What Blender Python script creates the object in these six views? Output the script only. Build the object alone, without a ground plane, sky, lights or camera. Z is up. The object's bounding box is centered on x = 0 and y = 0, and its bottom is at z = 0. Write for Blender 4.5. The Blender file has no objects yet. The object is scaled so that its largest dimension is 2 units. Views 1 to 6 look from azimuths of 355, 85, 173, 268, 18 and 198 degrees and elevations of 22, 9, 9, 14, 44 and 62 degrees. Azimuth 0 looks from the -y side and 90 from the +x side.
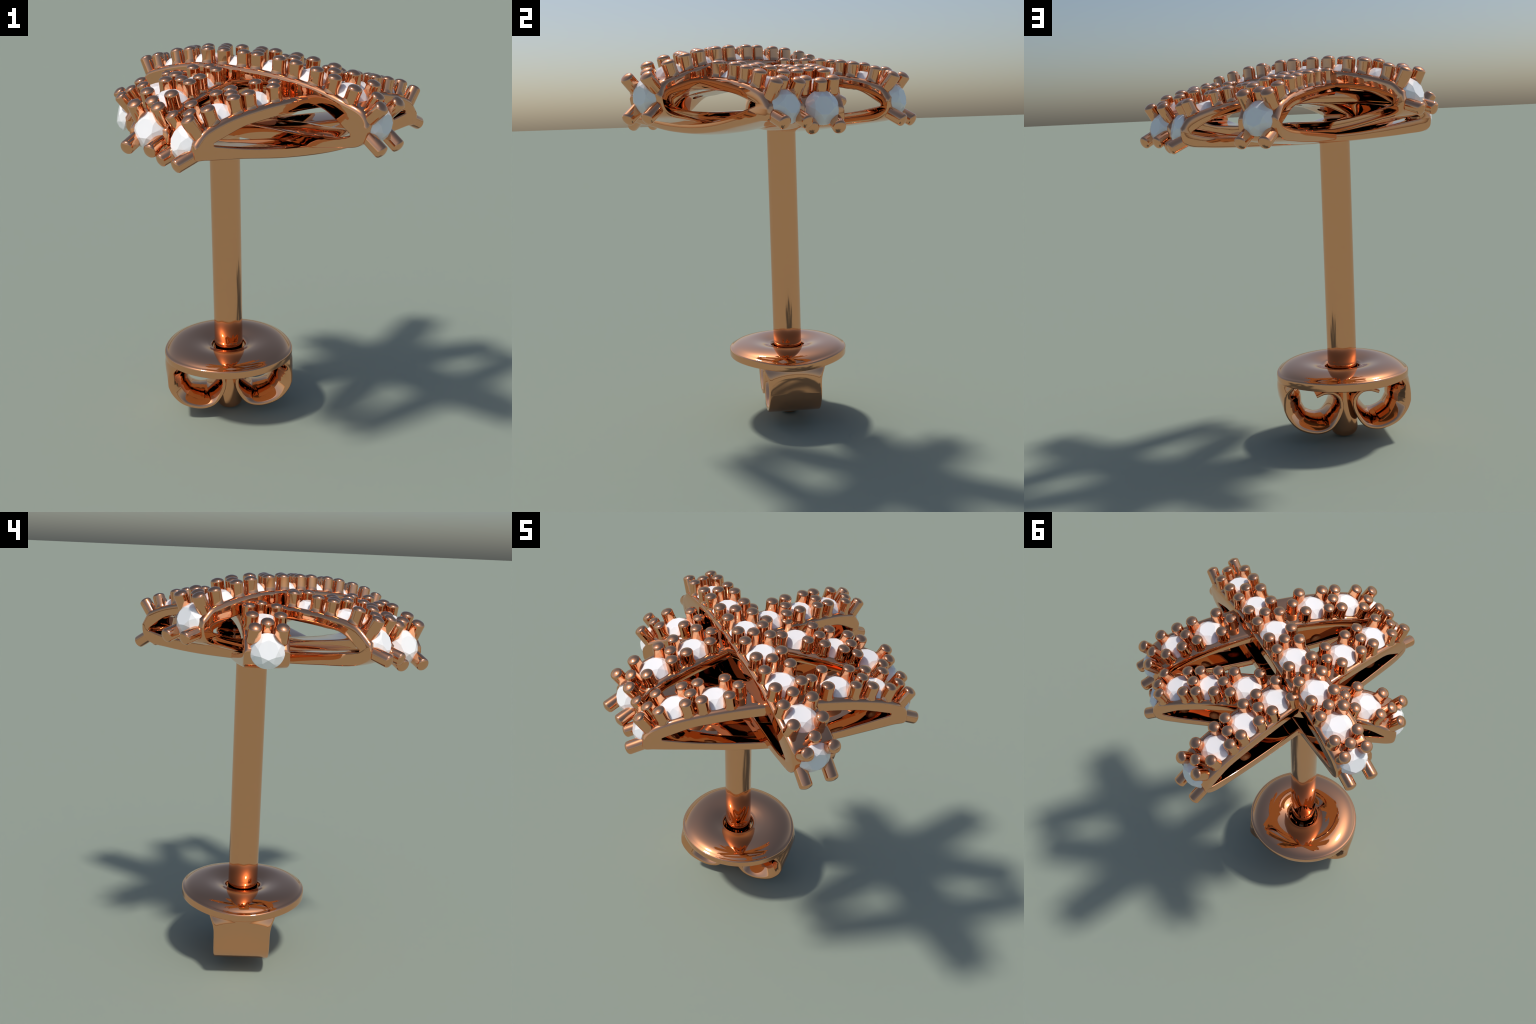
"""Rose-gold stud earring: four crossing arched bars pave-set with round white
stones, a straight post and a butterfly friction back.  Everything is built from
profile curves, lathes and sweeps."""
import bpy, bmesh, math
import numpy as np
from mathutils import Matrix, Vector

# ------------------------------------------------------------------ helpers
def spline(points, n, closed=False):
    """Centripetal Catmull-Rom through 2D control points, n samples, even arc length."""
    P = np.array(points, float)
    if closed:
        P = np.vstack([P[-1], P, P[0], P[1]])
    else:
        P = np.vstack([2 * P[0] - P[1], P, 2 * P[-1] - P[-2]])
    out = []
    for i in range(1, len(P) - 2):
        p0, p1, p2, p3 = P[i - 1], P[i], P[i + 1], P[i + 2]
        t0 = 0.0
        t1 = t0 + max(np.linalg.norm(p1 - p0), 1e-9) ** 0.5
        t2 = t1 + max(np.linalg.norm(p2 - p1), 1e-9) ** 0.5
        t3 = t2 + max(np.linalg.norm(p3 - p2), 1e-9) ** 0.5
        for t in np.linspace(t1, t2, 40, endpoint=False):
            a1 = (t1 - t) / (t1 - t0) * p0 + (t - t0) / (t1 - t0) * p1
            a2 = (t2 - t) / (t2 - t1) * p1 + (t - t1) / (t2 - t1) * p2
            a3 = (t3 - t) / (t3 - t2) * p2 + (t - t2) / (t3 - t2) * p3
            b1 = (t2 - t) / (t2 - t0) * a1 + (t - t0) / (t2 - t0) * a2
            b2 = (t3 - t) / (t3 - t1) * a2 + (t - t1) / (t3 - t1) * a3
            out.append((t2 - t) / (t2 - t1) * b1 + (t - t1) / (t2 - t1) * b2)
    out.append(P[-2])
    out = np.array(out)
    d = np.concatenate([[0], np.cumsum(np.linalg.norm(np.diff(out, axis=0), axis=1))])
    q = np.linspace(0, d[-1], n)
    return np.stack([np.interp(q, d, out[:, k]) for k in range(2)], 1)


def mesh_object(name, verts, faces, material, parent=None, smooth_angle=40):
    me = bpy.data.meshes.new(name)
    me.from_pydata([tuple(v) for v in verts], [], faces)
    bm = bmesh.new()
    bm.from_mesh(me)
    bmesh.ops.remove_doubles(bm, verts=bm.verts, dist=1e-6)
    bmesh.ops.recalc_face_normals(bm, faces=bm.faces)
    bm.to_mesh(me)
    bm.free()
    if smooth_angle is not None:
        me.shade_smooth()
        me.set_sharp_from_angle(angle=math.radians(smooth_angle))
    if material:
        me.materials.append(material)
    ob = bpy.data.objects.new(name, me)
    bpy.context.scene.collection.objects.link(ob)
    if parent:
        ob.parent = parent
    return ob


def lathe(profile, seg):
    """profile: list of (radius, z). Radius 0 at the first/last point closes it."""
    verts, faces = [], []
    for r, z in profile:
        for k in range(seg):
            a = 2 * math.pi * k / seg
            verts.append((r * math.cos(a), r * math.sin(a), z))
    for i in range(len(profile) - 1):
        for k in range(seg):
            k2 = (k + 1) % seg
            faces.append((i * seg + k, i * seg + k2, (i + 1) * seg + k2, (i + 1) * seg + k))
    if profile[0][0] > 0:
        faces.append(tuple(range(seg))[::-1])
    if profile[-1][0] > 0:
        faces.append(tuple((len(profile) - 1) * seg + k for k in range(seg)))
    return verts, faces


def apply_modifiers(ob, smooth_angle=40):
    dg = bpy.context.evaluated_depsgraph_get()
    me = bpy.data.meshes.new_from_object(ob.evaluated_get(dg))
    old = ob.data
    ob.modifiers.clear()
    me.name = old.name
    ob.data = me
    bpy.data.meshes.remove(old)
    me.shade_smooth()
    me.set_sharp_from_angle(angle=math.radians(smooth_angle))


# ---------------------------------------------------------------- materials
def metal_material():
    m = bpy.data.materials.new("polished_rose_gold")
    m.use_nodes = True
    nt = m.node_tree
    b = nt.nodes["Principled BSDF"]
    b.inputs["Metallic"].default_value = 1.0
    b.inputs["Base Color"].default_value = (0.885, 0.430, 0.226, 1)
    # faint polishing variation in the gloss
    tc = nt.nodes.new("ShaderNodeTexCoord")
    nz = nt.nodes.new("ShaderNodeTexNoise")
    nz.inputs["Scale"].default_value = 14
    nz.inputs["Detail"].default_value = 3
    mr = nt.nodes.new("ShaderNodeMapRange")
    mr.inputs["To Min"].default_value = 0.030
    mr.inputs["To Max"].default_value = 0.042
    nt.links.new(tc.outputs["Object"], nz.inputs["Vector"])
    nt.links.new(nz.outputs["Fac"], mr.inputs["Value"])
    nt.links.new(mr.outputs["Result"], b.inputs["Roughness"])
    return m


def stone_material():
    m = bpy.data.materials.new("white_stone")
    m.use_nodes = True
    b = m.node_tree.nodes["Principled BSDF"]
    b.inputs["Base Color"].default_value = (0.95, 0.95, 0.955, 1)
    b.inputs["Roughness"].default_value = 0.12
    b.inputs["IOR"].default_value = 1.45
    return m


METAL, STONE = metal_material(), stone_material()

# ------------------------------------------------------- shared piece meshes
STONE_R, CROWN_H = 0.0790, 0.033
PRONG_R = 0.0318
RAIL_DROP = 0.067        # prong tip above the rail surface
STONE_DROP = 0.070       # prong tip above the girdle of the stones
HALF_WIDTH = 0.104       # half the width of a bar


def stone_mesh():
    """Round brilliant: octagonal table, star, kite and girdle facets, cone pavilion."""
    rt, rm, rg, h = 0.044, 0.0635, STONE_R, CROWN_H
    zm = h * (rg - rm * math.cos(math.pi / 8)) / (rg - rt)
    V = []
    def add(r, deg, z):
        a = math.radians(deg)
        V.append((r * math.cos(a), r * math.sin(a), z))
        return len(V) - 1
    table = [add(rt, 45 * k, h) for k in range(8)]
    mid = [add(rm, 45 * k + 22.5, zm) for k in range(8)]
    n = 32
    gir = [add(rg, 360 / n * k, 0.0) for k in range(n)]
    low = [add(rg, 360 / n * k, -0.006) for k in range(n)]
    pav = [add(0.022, 45 * k + 22.5, -0.047) for k in range(8)]
    culet = add(0, 0, -0.062)
    F = [tuple(table)]
    q = n // 8
    for k in range(8):
        k2 = (k + 1) % 8
        F.append((table[k], mid[k], table[k2]))
        F.append((table[k], mid[k - 1], gir[q * k], mid[k]))
        F += [(mid[k], gir[q * k + i], gir[(q * k + i + 1) % n]) for i in range(q)]
        F += [(pav[k], low[(q * k + i + 1) % n], low[q * k + i]) for i in range(q)]
        F.append((pav[k], low[(q * k2) % n], pav[k2]))
        F.append((pav[k], pav[k2], culet))
    for i in range(n):
        F.append((gir[i], low[i], low[(i + 1) % n], gir[(i + 1) % n]))
    ob = mesh_object("stone", V, F, STONE, smooth_angle=None)
    me = ob.data
    bpy.data.objects.remove(ob)
    return me


def prong_mesh(length, collar=0.0045):
    """Round wire with a softly domed head; origin at the centre of the head, wire runs to -z."""
    dome, edge = 0.0075, 0.0125
    prof = [(0, dome)]
    for k in range(1, 5):
        r = (PRONG_R - edge) * k / 4
        prof.append((r, dome - 0.0042 * (k / 4) ** 2))
    for k in range(1, 9):
        a = math.radians(18 + 72 * k / 8)
        prof.append((PRONG_R - edge + edge * (math.sin(a) - math.sin(math.radians(18))) / (1 - math.sin(math.radians(18))),
                     dome - 0.0042 - 0.015 * (math.cos(math.radians(18)) - math.cos(a))))
    prof += [(PRONG_R, -0.052), (PRONG_R + collar * 0.27, -0.060), (PRONG_R + collar, -0.069), (PRONG_R, -0.074), (PRONG_R, -length), (0, -length)]
    v, f = lathe(prof, 32)
    ob = mesh_object("prong", v, f, METAL, smooth_angle=50)
    me = ob.data
    bpy.data.objects.remove(ob)
    return me


STONE_ME, PRONG_ME, END_PRONG_ME = stone_mesh(), prong_mesh(0.128), prong_mesh(0.132, 0.0)

# --------------------------------------------------------------------- root
root = bpy.data.objects.new("stud_earring", None)
bpy.context.scene.collection.objects.link(root)
root["label"] = "rose gold stud earring of crossing bars with white stones"
root["category"] = "earring"


# --------------------------------------------------------------------- bars
class Bar:
    """A D-shaped loop standing on edge: arched rail above, bowed band below.
    s runs along the bar, t across it, z up."""

    def __init__(self, angle, offset, bow, tips, left, right, bottom, band, hole, stones, single, rail=0.061, width=HALF_WIDTH, swell=(0.003, 0.003), foot_swell=0.010, flare=0.0):
        a = math.radians(angle)
        self.d = np.array([math.cos(a), math.sin(a)])
        self.n = np.array([-math.sin(a), math.cos(a)])
        self.offset, self.bow = offset, bow
        self.tips = spline(tips, 400)
        self.left, self.right, self.bottom, self.hole = left, right, bottom, hole
        self.stones, self.single, self.band, self.rail = stones, single, band, rail
        self.width, self.swell, self.foot_swell = width, swell, foot_swell
        self.flare = flare

    def shift(self, s):
        b0, b2 = self.bow
        return b0 + b2 * s * s

    def place(self, s, t, z):
        t = t * (1 + self.flare * float(np.clip((-s - 0.38) / 0.16, 0, 1)))   # one end may be a little broader
        p = self.d * s + self.n * (self.offset + self.shift(s) + t)
        return np.array([p[0], p[1], z])

    def tip_at(self, s):
        i = int(np.clip(np.searchsorted(self.tips[:, 0], s), 3, len(self.tips) - 4))
        z = np.interp(s, self.tips[:, 0], self.tips[:, 1])
        g = self.tips[i + 3] - self.tips[i - 3]
        g /= np.linalg.norm(g)
        return np.array([s, z]), np.array([-g[1], g[0]])

    def frame(self, s, t, z, normal):
        """4x4 matrix with local z along the (s, z)-plane direction `normal`, local x along the bar."""
        o = self.place(s, t, z)
        b2 = 2 * self.bow[1] * s
        d = self.d + self.n * b2
        d /= np.linalg.norm(d)
        zx = np.array([d[0] * normal[0], d[1] * normal[0], normal[1]])
        xx = np.array([d[0] * normal[1], d[1] * normal[1], -normal[0]])
        yx = np.cross(zx, xx)
        m = Matrix.Identity(4)
        for r in range(3):
            m[r][0], m[r][1], m[r][2], m[r][3] = xx[r], yx[r], zx[r], o[r]
        return m

    def end_dirs(self, end, side):
        ax = math.radians(end["axis"])
        u = lambda deg: np.array([side * math.cos(math.radians(deg)), math.sin(math.radians(deg))])
        return u(end["axis"]), u(end["axis"] + 90), u(end["axis"] + 40), u(end["axis"] - 40)

    def outlines(self):
        rail = []
        s0, s1 = self.tips[0, 0], self.tips[-1, 0]
        for s in np.linspace(s0 + 0.06, s1 - 0.06, 15):
            p, nrm = self.tip_at(s)
            rail.append(p - nrm * RAIL_DROP)
        ends = []
        for end, side in ((self.left, -1), (self.right, 1)):
            axis, up, _, _ = self.end_dirs(end, side)
            mid = np.array(end["stone"]) - axis * 0.010
            ends.append((mid + up * 0.062 - axis * 0.026, mid + up * 0.004, mid - up * end.get("foot", 0.055) - axis * 0.020))
        rail = [p for p in rail if ends[0][0][0] + 0.03 < p[0] < ends[1][0][0] - 0.03]
        bottom = [np.array(p) for p in self.bottom]
        top_pts = [ends[0][1], ends[0][0]] + rail + [ends[1][0], ends[1][1]]
        bot_pts = [ends[0][1], ends[0][2]] + bottom + [ends[1][2], ends[1][1]]
        n = 140
        return spline(top_pts, n), spline(bot_pts, n), rail, bottom

    def build(self, parent):
        top, bot, rail, bottom = self.outlines()
        n = len(top)
        (hl, hr) = self.hole
        hl, hr = np.array(hl), np.array(hr)
        # inner opening: rail underside and band upper side, meeting in two narrow rounded tips
        ti = [hl + (0, 0.004)] + [p - np.array([0, self.rail]) for p in rail if hl[0] + 0.07 < p[0] < hr[0] - 0.07] + [hr + (0, 0.004)]
        bi = [hl - (0, 0.006)] + [p + np.array([0, np.interp(p[0] if self.rail < 0.07 else abs(p[0]), [-0.1, 0.15, 0.35] if self.rail < 0.07 else [0, 0.3, 0.6], self.band)]) for p in bottom if hl[0] + 0.07 < p[0] < hr[0] - 0.07] + [hr - (0, 0.006)]
        tin, bin_ = spline(ti, n), spline(bi, n)
        outer = np.vstack([top, bot[::-1][1:-1]])
        inner = np.vstack([tin, bin_[::-1]])
        # match counts: inner has two more points than outer -> resample lower inner edge
        m = len(outer)
        inner = np.vstack([tin, spline(bi, m - n)[::-1]])
        def loop_normals(loop):
            g = np.roll(loop, -1, 0) - np.roll(loop, 1, 0)
            for _ in range(2):
                g = (np.roll(g, 1, 0) + 2 * g + np.roll(g, -1, 0)) / 4
            g /= np.linalg.norm(g, axis=1)[:, None]
            nn = np.stack([g[:, 1], -g[:, 0]], 1)
            x, z = loop[:, 0], loop[:, 1]
            area = np.sum(x * np.roll(z, -1) - z * np.roll(x, -1))
            return nn if area > 0 else -nn          # pointing out of the loop

        upper, lower = spline(ti, 200), spline(bi, 200)
        n_out, n_in = loop_normals(outer), loop_normals(inner)
        top_part = np.arange(m) < n
        edge_out = np.where(top_part, 0.021, 0.010)
        edge_in = np.full(m, 0.007)
        # half-round wire: towards the middle of the width the window narrows and the foot swells
        swell_out = np.zeros(m)
        q = np.arange(m - n) / (m - n - 1)
        swell_out[n:] = self.foot_swell * np.sin(np.pi * q) ** 0.6
        hgt = np.interp(inner[:, 0], upper[:, 0], upper[:, 1]) - np.interp(inner[:, 0], lower[:, 0], lower[:, 1])
        swell_in = np.interp(inner[:, 0], [0, 0.15], self.swell) * np.where(top_part, 0.3, 1.0) * np.clip(hgt / 0.08, 0, 1)
        cs, hw = (hl[0] + hr[0]) / 2, (hr[0] - hl[0]) / 2
        K = 5
        rows = [(-1, a) for a in np.linspace(90, 0, K + 1)] + [(t, None) for t in np.linspace(-1, 1, 9)[1:-1]] + [(1, a) for a in np.linspace(0, 90, K + 1)]
        V, F = [], []
        for side, ang in rows:
            for loop, nn, edge, swell, sgn in ((outer, n_out, edge_out, swell_out, 1), (inner, n_in, edge_in, swell_in, -1)):
                if ang is None:
                    t = side * (self.width - edge)
                    inset = np.zeros(m)
                else:
                    t = side * (self.width - edge + edge * math.sin(math.radians(ang)))
                    inset = edge * (1 - math.cos(math.radians(ang)))
                f = 1 - (t / self.width) ** 2
                P = loop + nn * (sgn * (swell * f - inset))[:, None]
                if sgn < 0:
                    P[:, 0] = cs + (P[:, 0] - cs) * (1 - f * 0.006 / hw)
                for (x, z), tt in zip(P, t):
                    V.append(self.place(x, tt, z))
        for r in range(len(rows) - 1):
            a, b = 2 * m * r, 2 * m * (r + 1)
            for k in range(m):
                k2 = (k + 1) % m
                F.append((a + k, b + k, b + k2, a + k2))
                F.append((a + m + k, a + m + k2, b + m + k2, b + m + k))
        last = 2 * m * (len(rows) - 1)
        for k in range(m):
            k2 = (k + 1) % m
            F.append((k, k2, m + k2, m + k))
            F.append((last + k, last + m + k, last + m + k2, last + k2))
        ob = mesh_object("setting_bar", V, F, METAL, parent, 45)

        places = []
        for a, b, *_ in self.stones:
            p, nrm = self.tip_at((a + b) / 2)
            q = p - nrm * STONE_DROP
            places.append(self.frame(q[0], 0, q[1], nrm))
        for end, side in ((self.left, -1), (self.right, 1)):
            axis = self.end_dirs(end, side)[0]
            q = np.array(end["stone"]) - axis * 0.016
            places.append(self.frame(q[0], end.get("t", 0.0), q[1], axis))

        # drilled seats under the stones
        cv, cf = lathe([(0, 0.03), (0.0800, 0.03), (0.0800, -0.008), (0.030, -0.042), (0.030, -0.095), (0, -0.095)], 40)
        seats = []
        for i, mtx in enumerate(places[:-2]):
            c = mesh_object("seat", cv, cf, None)
            c.matrix_world = mtx
            seats.append(c)
        dv, df = [], []
        for c in seats:
            base = len(dv)
            dv += [tuple(c.matrix_world @ v.co) for v in c.data.vertices]
            df += [tuple(base + i for i in p.vertices) for p in c.data.polygons]
        for c in seats:
            bpy.data.objects.remove(c)
        cutter = mesh_object("cutter", dv, df, None)
        bo = ob.modifiers.new("seats", "BOOLEAN")
        bo.operation, bo.object, bo.solver = "DIFFERENCE", cutter, "EXACT"
        bo.use_self = True
        apply_modifiers(ob, 45)
        bpy.data.objects.remove(cutter)

        def put(name, me, mtx, spin=0.0):
            o = bpy.data.objects.new(name, me)
            bpy.context.scene.collection.objects.link(o)
            o.parent = ob
            o.matrix_world = mtx @ Matrix.Rotation(spin, 4, "Z")
            return o

        for i, mtx in enumerate(places):
            put("stone", STONE_ME, mtx, math.radians(22.5 * (i % 2)))
        for a, b, *spread in self.stones:
            spread = spread[0] if spread else 0.064
            for s in (a, b):
                p, nrm = self.tip_at(s)
                for t in (-spread, spread):
                    put("prong", PRONG_ME, self.frame(s, t, p[1], nrm))
        for s in self.single:
            p, nrm = self.tip_at(s)
            put("prong", PRONG_ME, self.frame(s, 0, p[1], nrm))
        for end, side in ((self.left, -1), (self.right, 1)):
            _, _, up, low = self.end_dirs(end, side)
            for key, dirn in (("up", up), ("low", low)):
                if key in end:
                    spread = end.get("spread", 0.0615)
                    for t in (-spread, spread):
                        put("prong", END_PRONG_ME, self.frame(end[key][0] + dirn[0] * 0.008, t, end[key][1] + dirn[1] * 0.008, dirn))
        return ob


BARS = [
    # the tall bar that lies over the others
    Bar(134.27, 0.1215, (0, 0),
        tips=[(-0.741, 1.825), (-0.615, 1.8955), (-0.460, 1.9425), (-0.20, 1.981), (0.10, 1.9905), (0.358, 1.9765), (0.586, 1.927), (0.675, 1.895)],
        left=dict(stone=(-0.713, 1.742), axis=3, spread=0.063, up=(-0.741, 1.825), low=(-0.748, 1.640)),
        right=dict(stone=(0.687, 1.796), axis=23, up=(0.675, 1.895), low=(0.750, 1.712)),
        bottom=[(-0.655, 1.655), (-0.54, 1.632), (-0.40, 1.610), (-0.2, 1.598), (0.0, 1.594), (0.2, 1.599), (0.40, 1.633), (0.55, 1.666), (0.65, 1.690)],
        band=(0.077, 0.064, 0.038), rail=0.082, width=0.104, foot_swell=0.003, flare=0.035,
        hole=((-0.612, 1.702), (0.614, 1.742)),
        stones=[(-0.614, -0.508, 0.0690), (-0.409, -0.293), (-0.199, -0.072), (0.012, 0.134), (0.236, 0.358), (0.450, 0.586)],
        single=[-0.683, -0.456, -0.235, -0.026, 0.190, 0.414, 0.629]),
    Bar(54.12, 0.1912, (0, 0),
        tips=[(-0.733, 1.823), (-0.640, 1.868), (-0.502, 1.897), (-0.285, 1.921), (-0.10, 1.929), (0.05, 1.925), (0.25, 1.910), (0.40, 1.890), (0.555, 1.8535), (0.645, 1.811)],
        left=dict(stone=(-0.735, 1.722), axis=21, up=(-0.733, 1.823), low=(-0.800, 1.649)),
        right=dict(stone=(0.646, 1.705), axis=11, up=(0.645, 1.811), low=(0.686, 1.597)),
        bottom=[(-0.67, 1.621), (-0.45, 1.598), (-0.2, 1.584), (0.075, 1.578), (0.28, 1.580), (0.45, 1.590), (0.585, 1.608)],
        band=(0.055, 0.055, 0.055),
        hole=((-0.668, 1.684), (0.589, 1.674)),
        stones=[(-0.639, -0.502), (-0.420, -0.286), (0.042, 0.1675), (0.2505, 0.3655), (0.435, 0.5545)],
        single=[-0.694, -0.472, -0.241, 0.206, 0.400, 0.607]),
    Bar(7.28, 0.1285, (-0.004, 0.014),
        tips=[(-0.714, 1.777), (-0.611, 1.832), (-0.477, 1.8625), (-0.30, 1.882), (-0.1, 1.890), (0.09, 1.884), (0.244, 1.8705), (0.370, 1.850), (0.541, 1.801), (0.567, 1.788), (0.60, 1.772)],
        left=dict(stone=(-0.711, 1.679), axis=13, up=(-0.714, 1.777), foot=0.052),
        right=dict(stone=(0.594, 1.669), axis=14, low=(0.630, 1.577)),
        bottom=[(-0.665, 1.602), (-0.575, 1.591), (-0.3, 1.574), (0.0, 1.567), (0.3, 1.569), (0.46, 1.575), (0.548, 1.586)],
        band=(0.038, 0.040, 0.050),
        hole=((-0.638, 1.668), (0.531, 1.648)),
        stones=[(-0.611, -0.477), (0.026, 0.160), (0.244, 0.3415), (0.4095, 0.543)],
        single=[-0.667, -0.417, 0.206, 0.369, 0.567]),
    Bar(31.07, -0.3191, (-0.011, 0.062),
        tips=[(-0.700, 1.797), (-0.613, 1.838), (-0.488, 1.8715), (-0.288, 1.8985), (-0.10, 1.906), (0.10, 1.8975), (0.310, 1.874), (0.394, 1.855), (0.488, 1.8305), (0.558, 1.797), (0.590, 1.778)],
        left=dict(stone=(-0.704, 1.698), axis=18, up=(-0.700, 1.797), low=(-0.760, 1.615), t=0.004),
        right=dict(stone=(0.588, 1.679), axis=15, up=(0.589, 1.778), low=(0.634, 1.604), t=0.004),
        bottom=[(-0.645, 1.629), (-0.45, 1.608), (-0.25, 1.582), (0.0, 1.567), (0.2, 1.575), (0.34, 1.592), (0.51, 1.613)],
        band=(0.046, 0.046, 0.058),
        hole=((-0.607, 1.692), (0.492, 1.686)),
        stones=[(-0.613, -0.488), (-0.416, -0.288), (0.173, 0.310), (0.3945, 0.488)],
        single=[-0.660, -0.457, -0.234, 0.107, 0.361, 0.558]),
]
for bar in BARS:
    bar.build(root)

# --------------------------------------------------------------------- post
AX, AY, POST_R = -0.226, 0.1005, 0.0772
TIP_R = 0.0725
prof = [(0, 1.60), (POST_R, 1.60), (POST_R, 0.350), (POST_R - 0.002, 0.340), (TIP_R + 0.002, 0.315), (TIP_R, 0.305), (TIP_R, 0.048)]
for k in range(1, 11):
    a = math.pi / 2 * k / 10
    prof.append((TIP_R - 0.048 + 0.048 * math.cos(a), 0.048 - 0.048 * math.sin(a)))
prof.append((0, 0.0))
v, f = lathe(prof, 64)
post = mesh_object("post", [(x + AX, y + AY, z) for x, y, z in v], f, METAL, root, 50)

# ----------------------------------------------------------- butterfly back
OVAL_A, OVAL_B, UNDER = 0.3495, 0.3210, 0.338
PLATE_TOP = spline([(0, 0.384), (0.20, 0.384), (0.28, 0.388), (0.36, 0.3975), (0.48, 0.4085), (0.62, 0.4135), (0.76, 0.410),
                    (0.88, 0.4005), (0.95, 0.389), (1.0, 0.376), (1.2, 0.30)], 600)


def plate_top(x, y):
    q = math.hypot(x / OVAL_A, y / OVAL_B)
    return float(np.interp(q, PLATE_TOP[:, 0], PLATE_TOP[:, 1])) - 0.024 * (x / OVAL_A) ** 6


def plate_geometry():
    """Oval cushion with a rolled rim and a flared round hole for the post."""
    seg, V, F = 128, [], []
    hole = 0.0885
    for k in range(seg):
        a = 2 * math.pi * k / seg
        ca, sa = math.cos(a), math.sin(a)
        R = 1 / math.hypot(ca / OVAL_A, sa / OVAL_B)
        ring = []
        zb = lambda r: UNDER - 0.014 * (r * ca / OVAL_A) ** 6
        ring.append((hole, zb(hole)))
        zt = plate_top(0.108 * ca, 0.108 * sa)
        for b in np.linspace(0, 90, 7):
            b = math.radians(b)
            ring.append((hole + 0.0165 * (1 - math.cos(b)), zt - 0.016 + 0.016 * math.sin(b)))
        rim, e = R, 0.012
        for t in np.linspace(0, 1, 40)[1:]:
            r = 0.108 + (R - e - 0.108) * t
            ring.append((r, plate_top(r * ca, r * sa)))
        z0 = ring[-1][1]
        g = (ring[-1][1] - ring[-2][1]) / (ring[-1][0] - ring[-2][0])
        a0 = math.atan2(-g, 1)                      # slope of the cushion where the rim roll begins
        for b in np.linspace(0, 1, 8)[1:]:
            ang = a0 + (math.pi / 2 - a0) * b
            ring.append((R - e + e * (math.sin(ang) - math.sin(a0)) / (1 - math.sin(a0)), z0 - 0.013 * (math.cos(a0) - math.cos(ang))))
        zlow = zb(R)
        for b in np.linspace(0, 90, 5):
            b = math.radians(b)
            ring.append((R - 0.009 * (1 - math.cos(b)), zlow + 0.009 - 0.009 * math.sin(b)))
        for t in np.linspace(0, 1, 8)[1:-1]:
            r = (R - 0.009) + (hole - R + 0.009) * t
            ring.append((r, zb(r)))
        for r, z in ring:
            V.append((AX + r * ca, AY + r * sa, z))
    L = len(ring)
    for k in range(seg):
        k2 = (k + 1) % seg
        for i in range(L):
            i2 = (i + 1) % L
            F.append((k * L + i, k2 * L + i, k2 * L + i2, k * L + i2))
    return V, F


def scroll_geometry(sign):
    """Half-round strip that leaves the rim of the plate, runs down and curls in under it."""
    path = [(0.285, 0.352), (0.320, 0.353), (0.3405, 0.344), (0.3475, 0.322), (0.3510, 0.295), (0.3490, 0.262), (0.341, 0.222),
            (0.318, 0.158), (0.262, 0.094), (0.165, 0.062), (0.092, 0.080), (0.047, 0.134), (0.025, 0.200), (0.036, 0.252),
            (0.074, 0.286), (0.122, 0.290), (0.168, 0.274)]
    c = spline(path, 260)
    g = np.gradient(c, axis=0)
    g /= np.linalg.norm(g, axis=1)[:, None]
    nrm = np.stack([-g[:, 1], g[:, 0]], 1)
    arc = np.concatenate([[0], np.cumsum(np.linalg.norm(np.diff(c, axis=0), axis=1))])
    full = arc[-1]
    width = 0.1395 + 0.030 * np.exp(-(np.clip(arc - 0.045, 0, 1) / 0.055) ** 2)
    follow = np.interp(arc, [0, 0.07, 0.20, full], [1, 1, 0, 0])
    edge = np.interp(arc, [0, 0.06, 0.16, 0.24, full - 0.1, full], [0.012, 0.022, 0.026, 0.018, 0.015, 0.015])
    bulge = np.interp(arc, [0, 0.05, 0.11, 0.18, 0.26, 0.40, 0.55, full - 0.06, full], [0.0, 0.015, 0.078, 0.092, 0.084, 0.066, 0.052, 0.028, 0.012])
    for _ in range(30):
        bulge[1:-1] = (bulge[:-2] + 2 * bulge[1:-1] + bulge[2:]) / 4
    V, F, rings = [], [], []
    M, K = 26, 5
    for i in range(len(c)):
        w, t = width[i], edge[i]
        r = t * 0.42
        quarter = [math.pi / 2 * k / K for k in range(1, K)]
        loop = [(y, 0.0) for y in np.linspace(-w + r, w - r, M)]
        loop += [(w - r + r * math.sin(a), -r + r * math.cos(a)) for a in quarter] + [(w, -r), (w, -t + r)]
        loop += [(w - r + r * math.cos(a), -t + r - r * math.sin(a)) for a in quarter]
        loop += [(y, -t) for y in np.linspace(w - r, -w + r, M)]
        loop += [(-w + r - r * math.sin(a), -t + r - r * math.cos(a)) for a in quarter] + [(-w, -t + r), (-w, -r)]
        loop += [(-w + r - r * math.cos(a), -r + r * math.sin(a)) for a in quarter]
        ids = []
        for y, h in loop:
            h += h / t * bulge[i] * (1 - min(1, abs(y) / w) ** 2)
            p = c[i] + nrm[i] * h
            x = p[0] * (1 - follow[i] * (1 - math.sqrt(1 - (y / OVAL_B) ** 2)))
            ids.append(len(V))
            V.append((AX + sign * x, AY + y, p[1]))
        rings.append(ids)
    L = len(rings[0])
    for i in range(len(rings) - 1):
        for k in range(L):
            k2 = (k + 1) % L
            F.append((rings[i][k], rings[i + 1][k], rings[i + 1][k2], rings[i][k2]))
    F.append(tuple(rings[0]))
    F.append(tuple(rings[-1])[::-1])
    return V, F


v, f = plate_geometry()
back = mesh_object("earring_back", v, f, METAL, root, 45)
for sign in (1, -1):
    v, f = scroll_geometry(sign)
    mesh_object("scroll", v, f, METAL, back, 45)
bpy.context.view_layer.update()
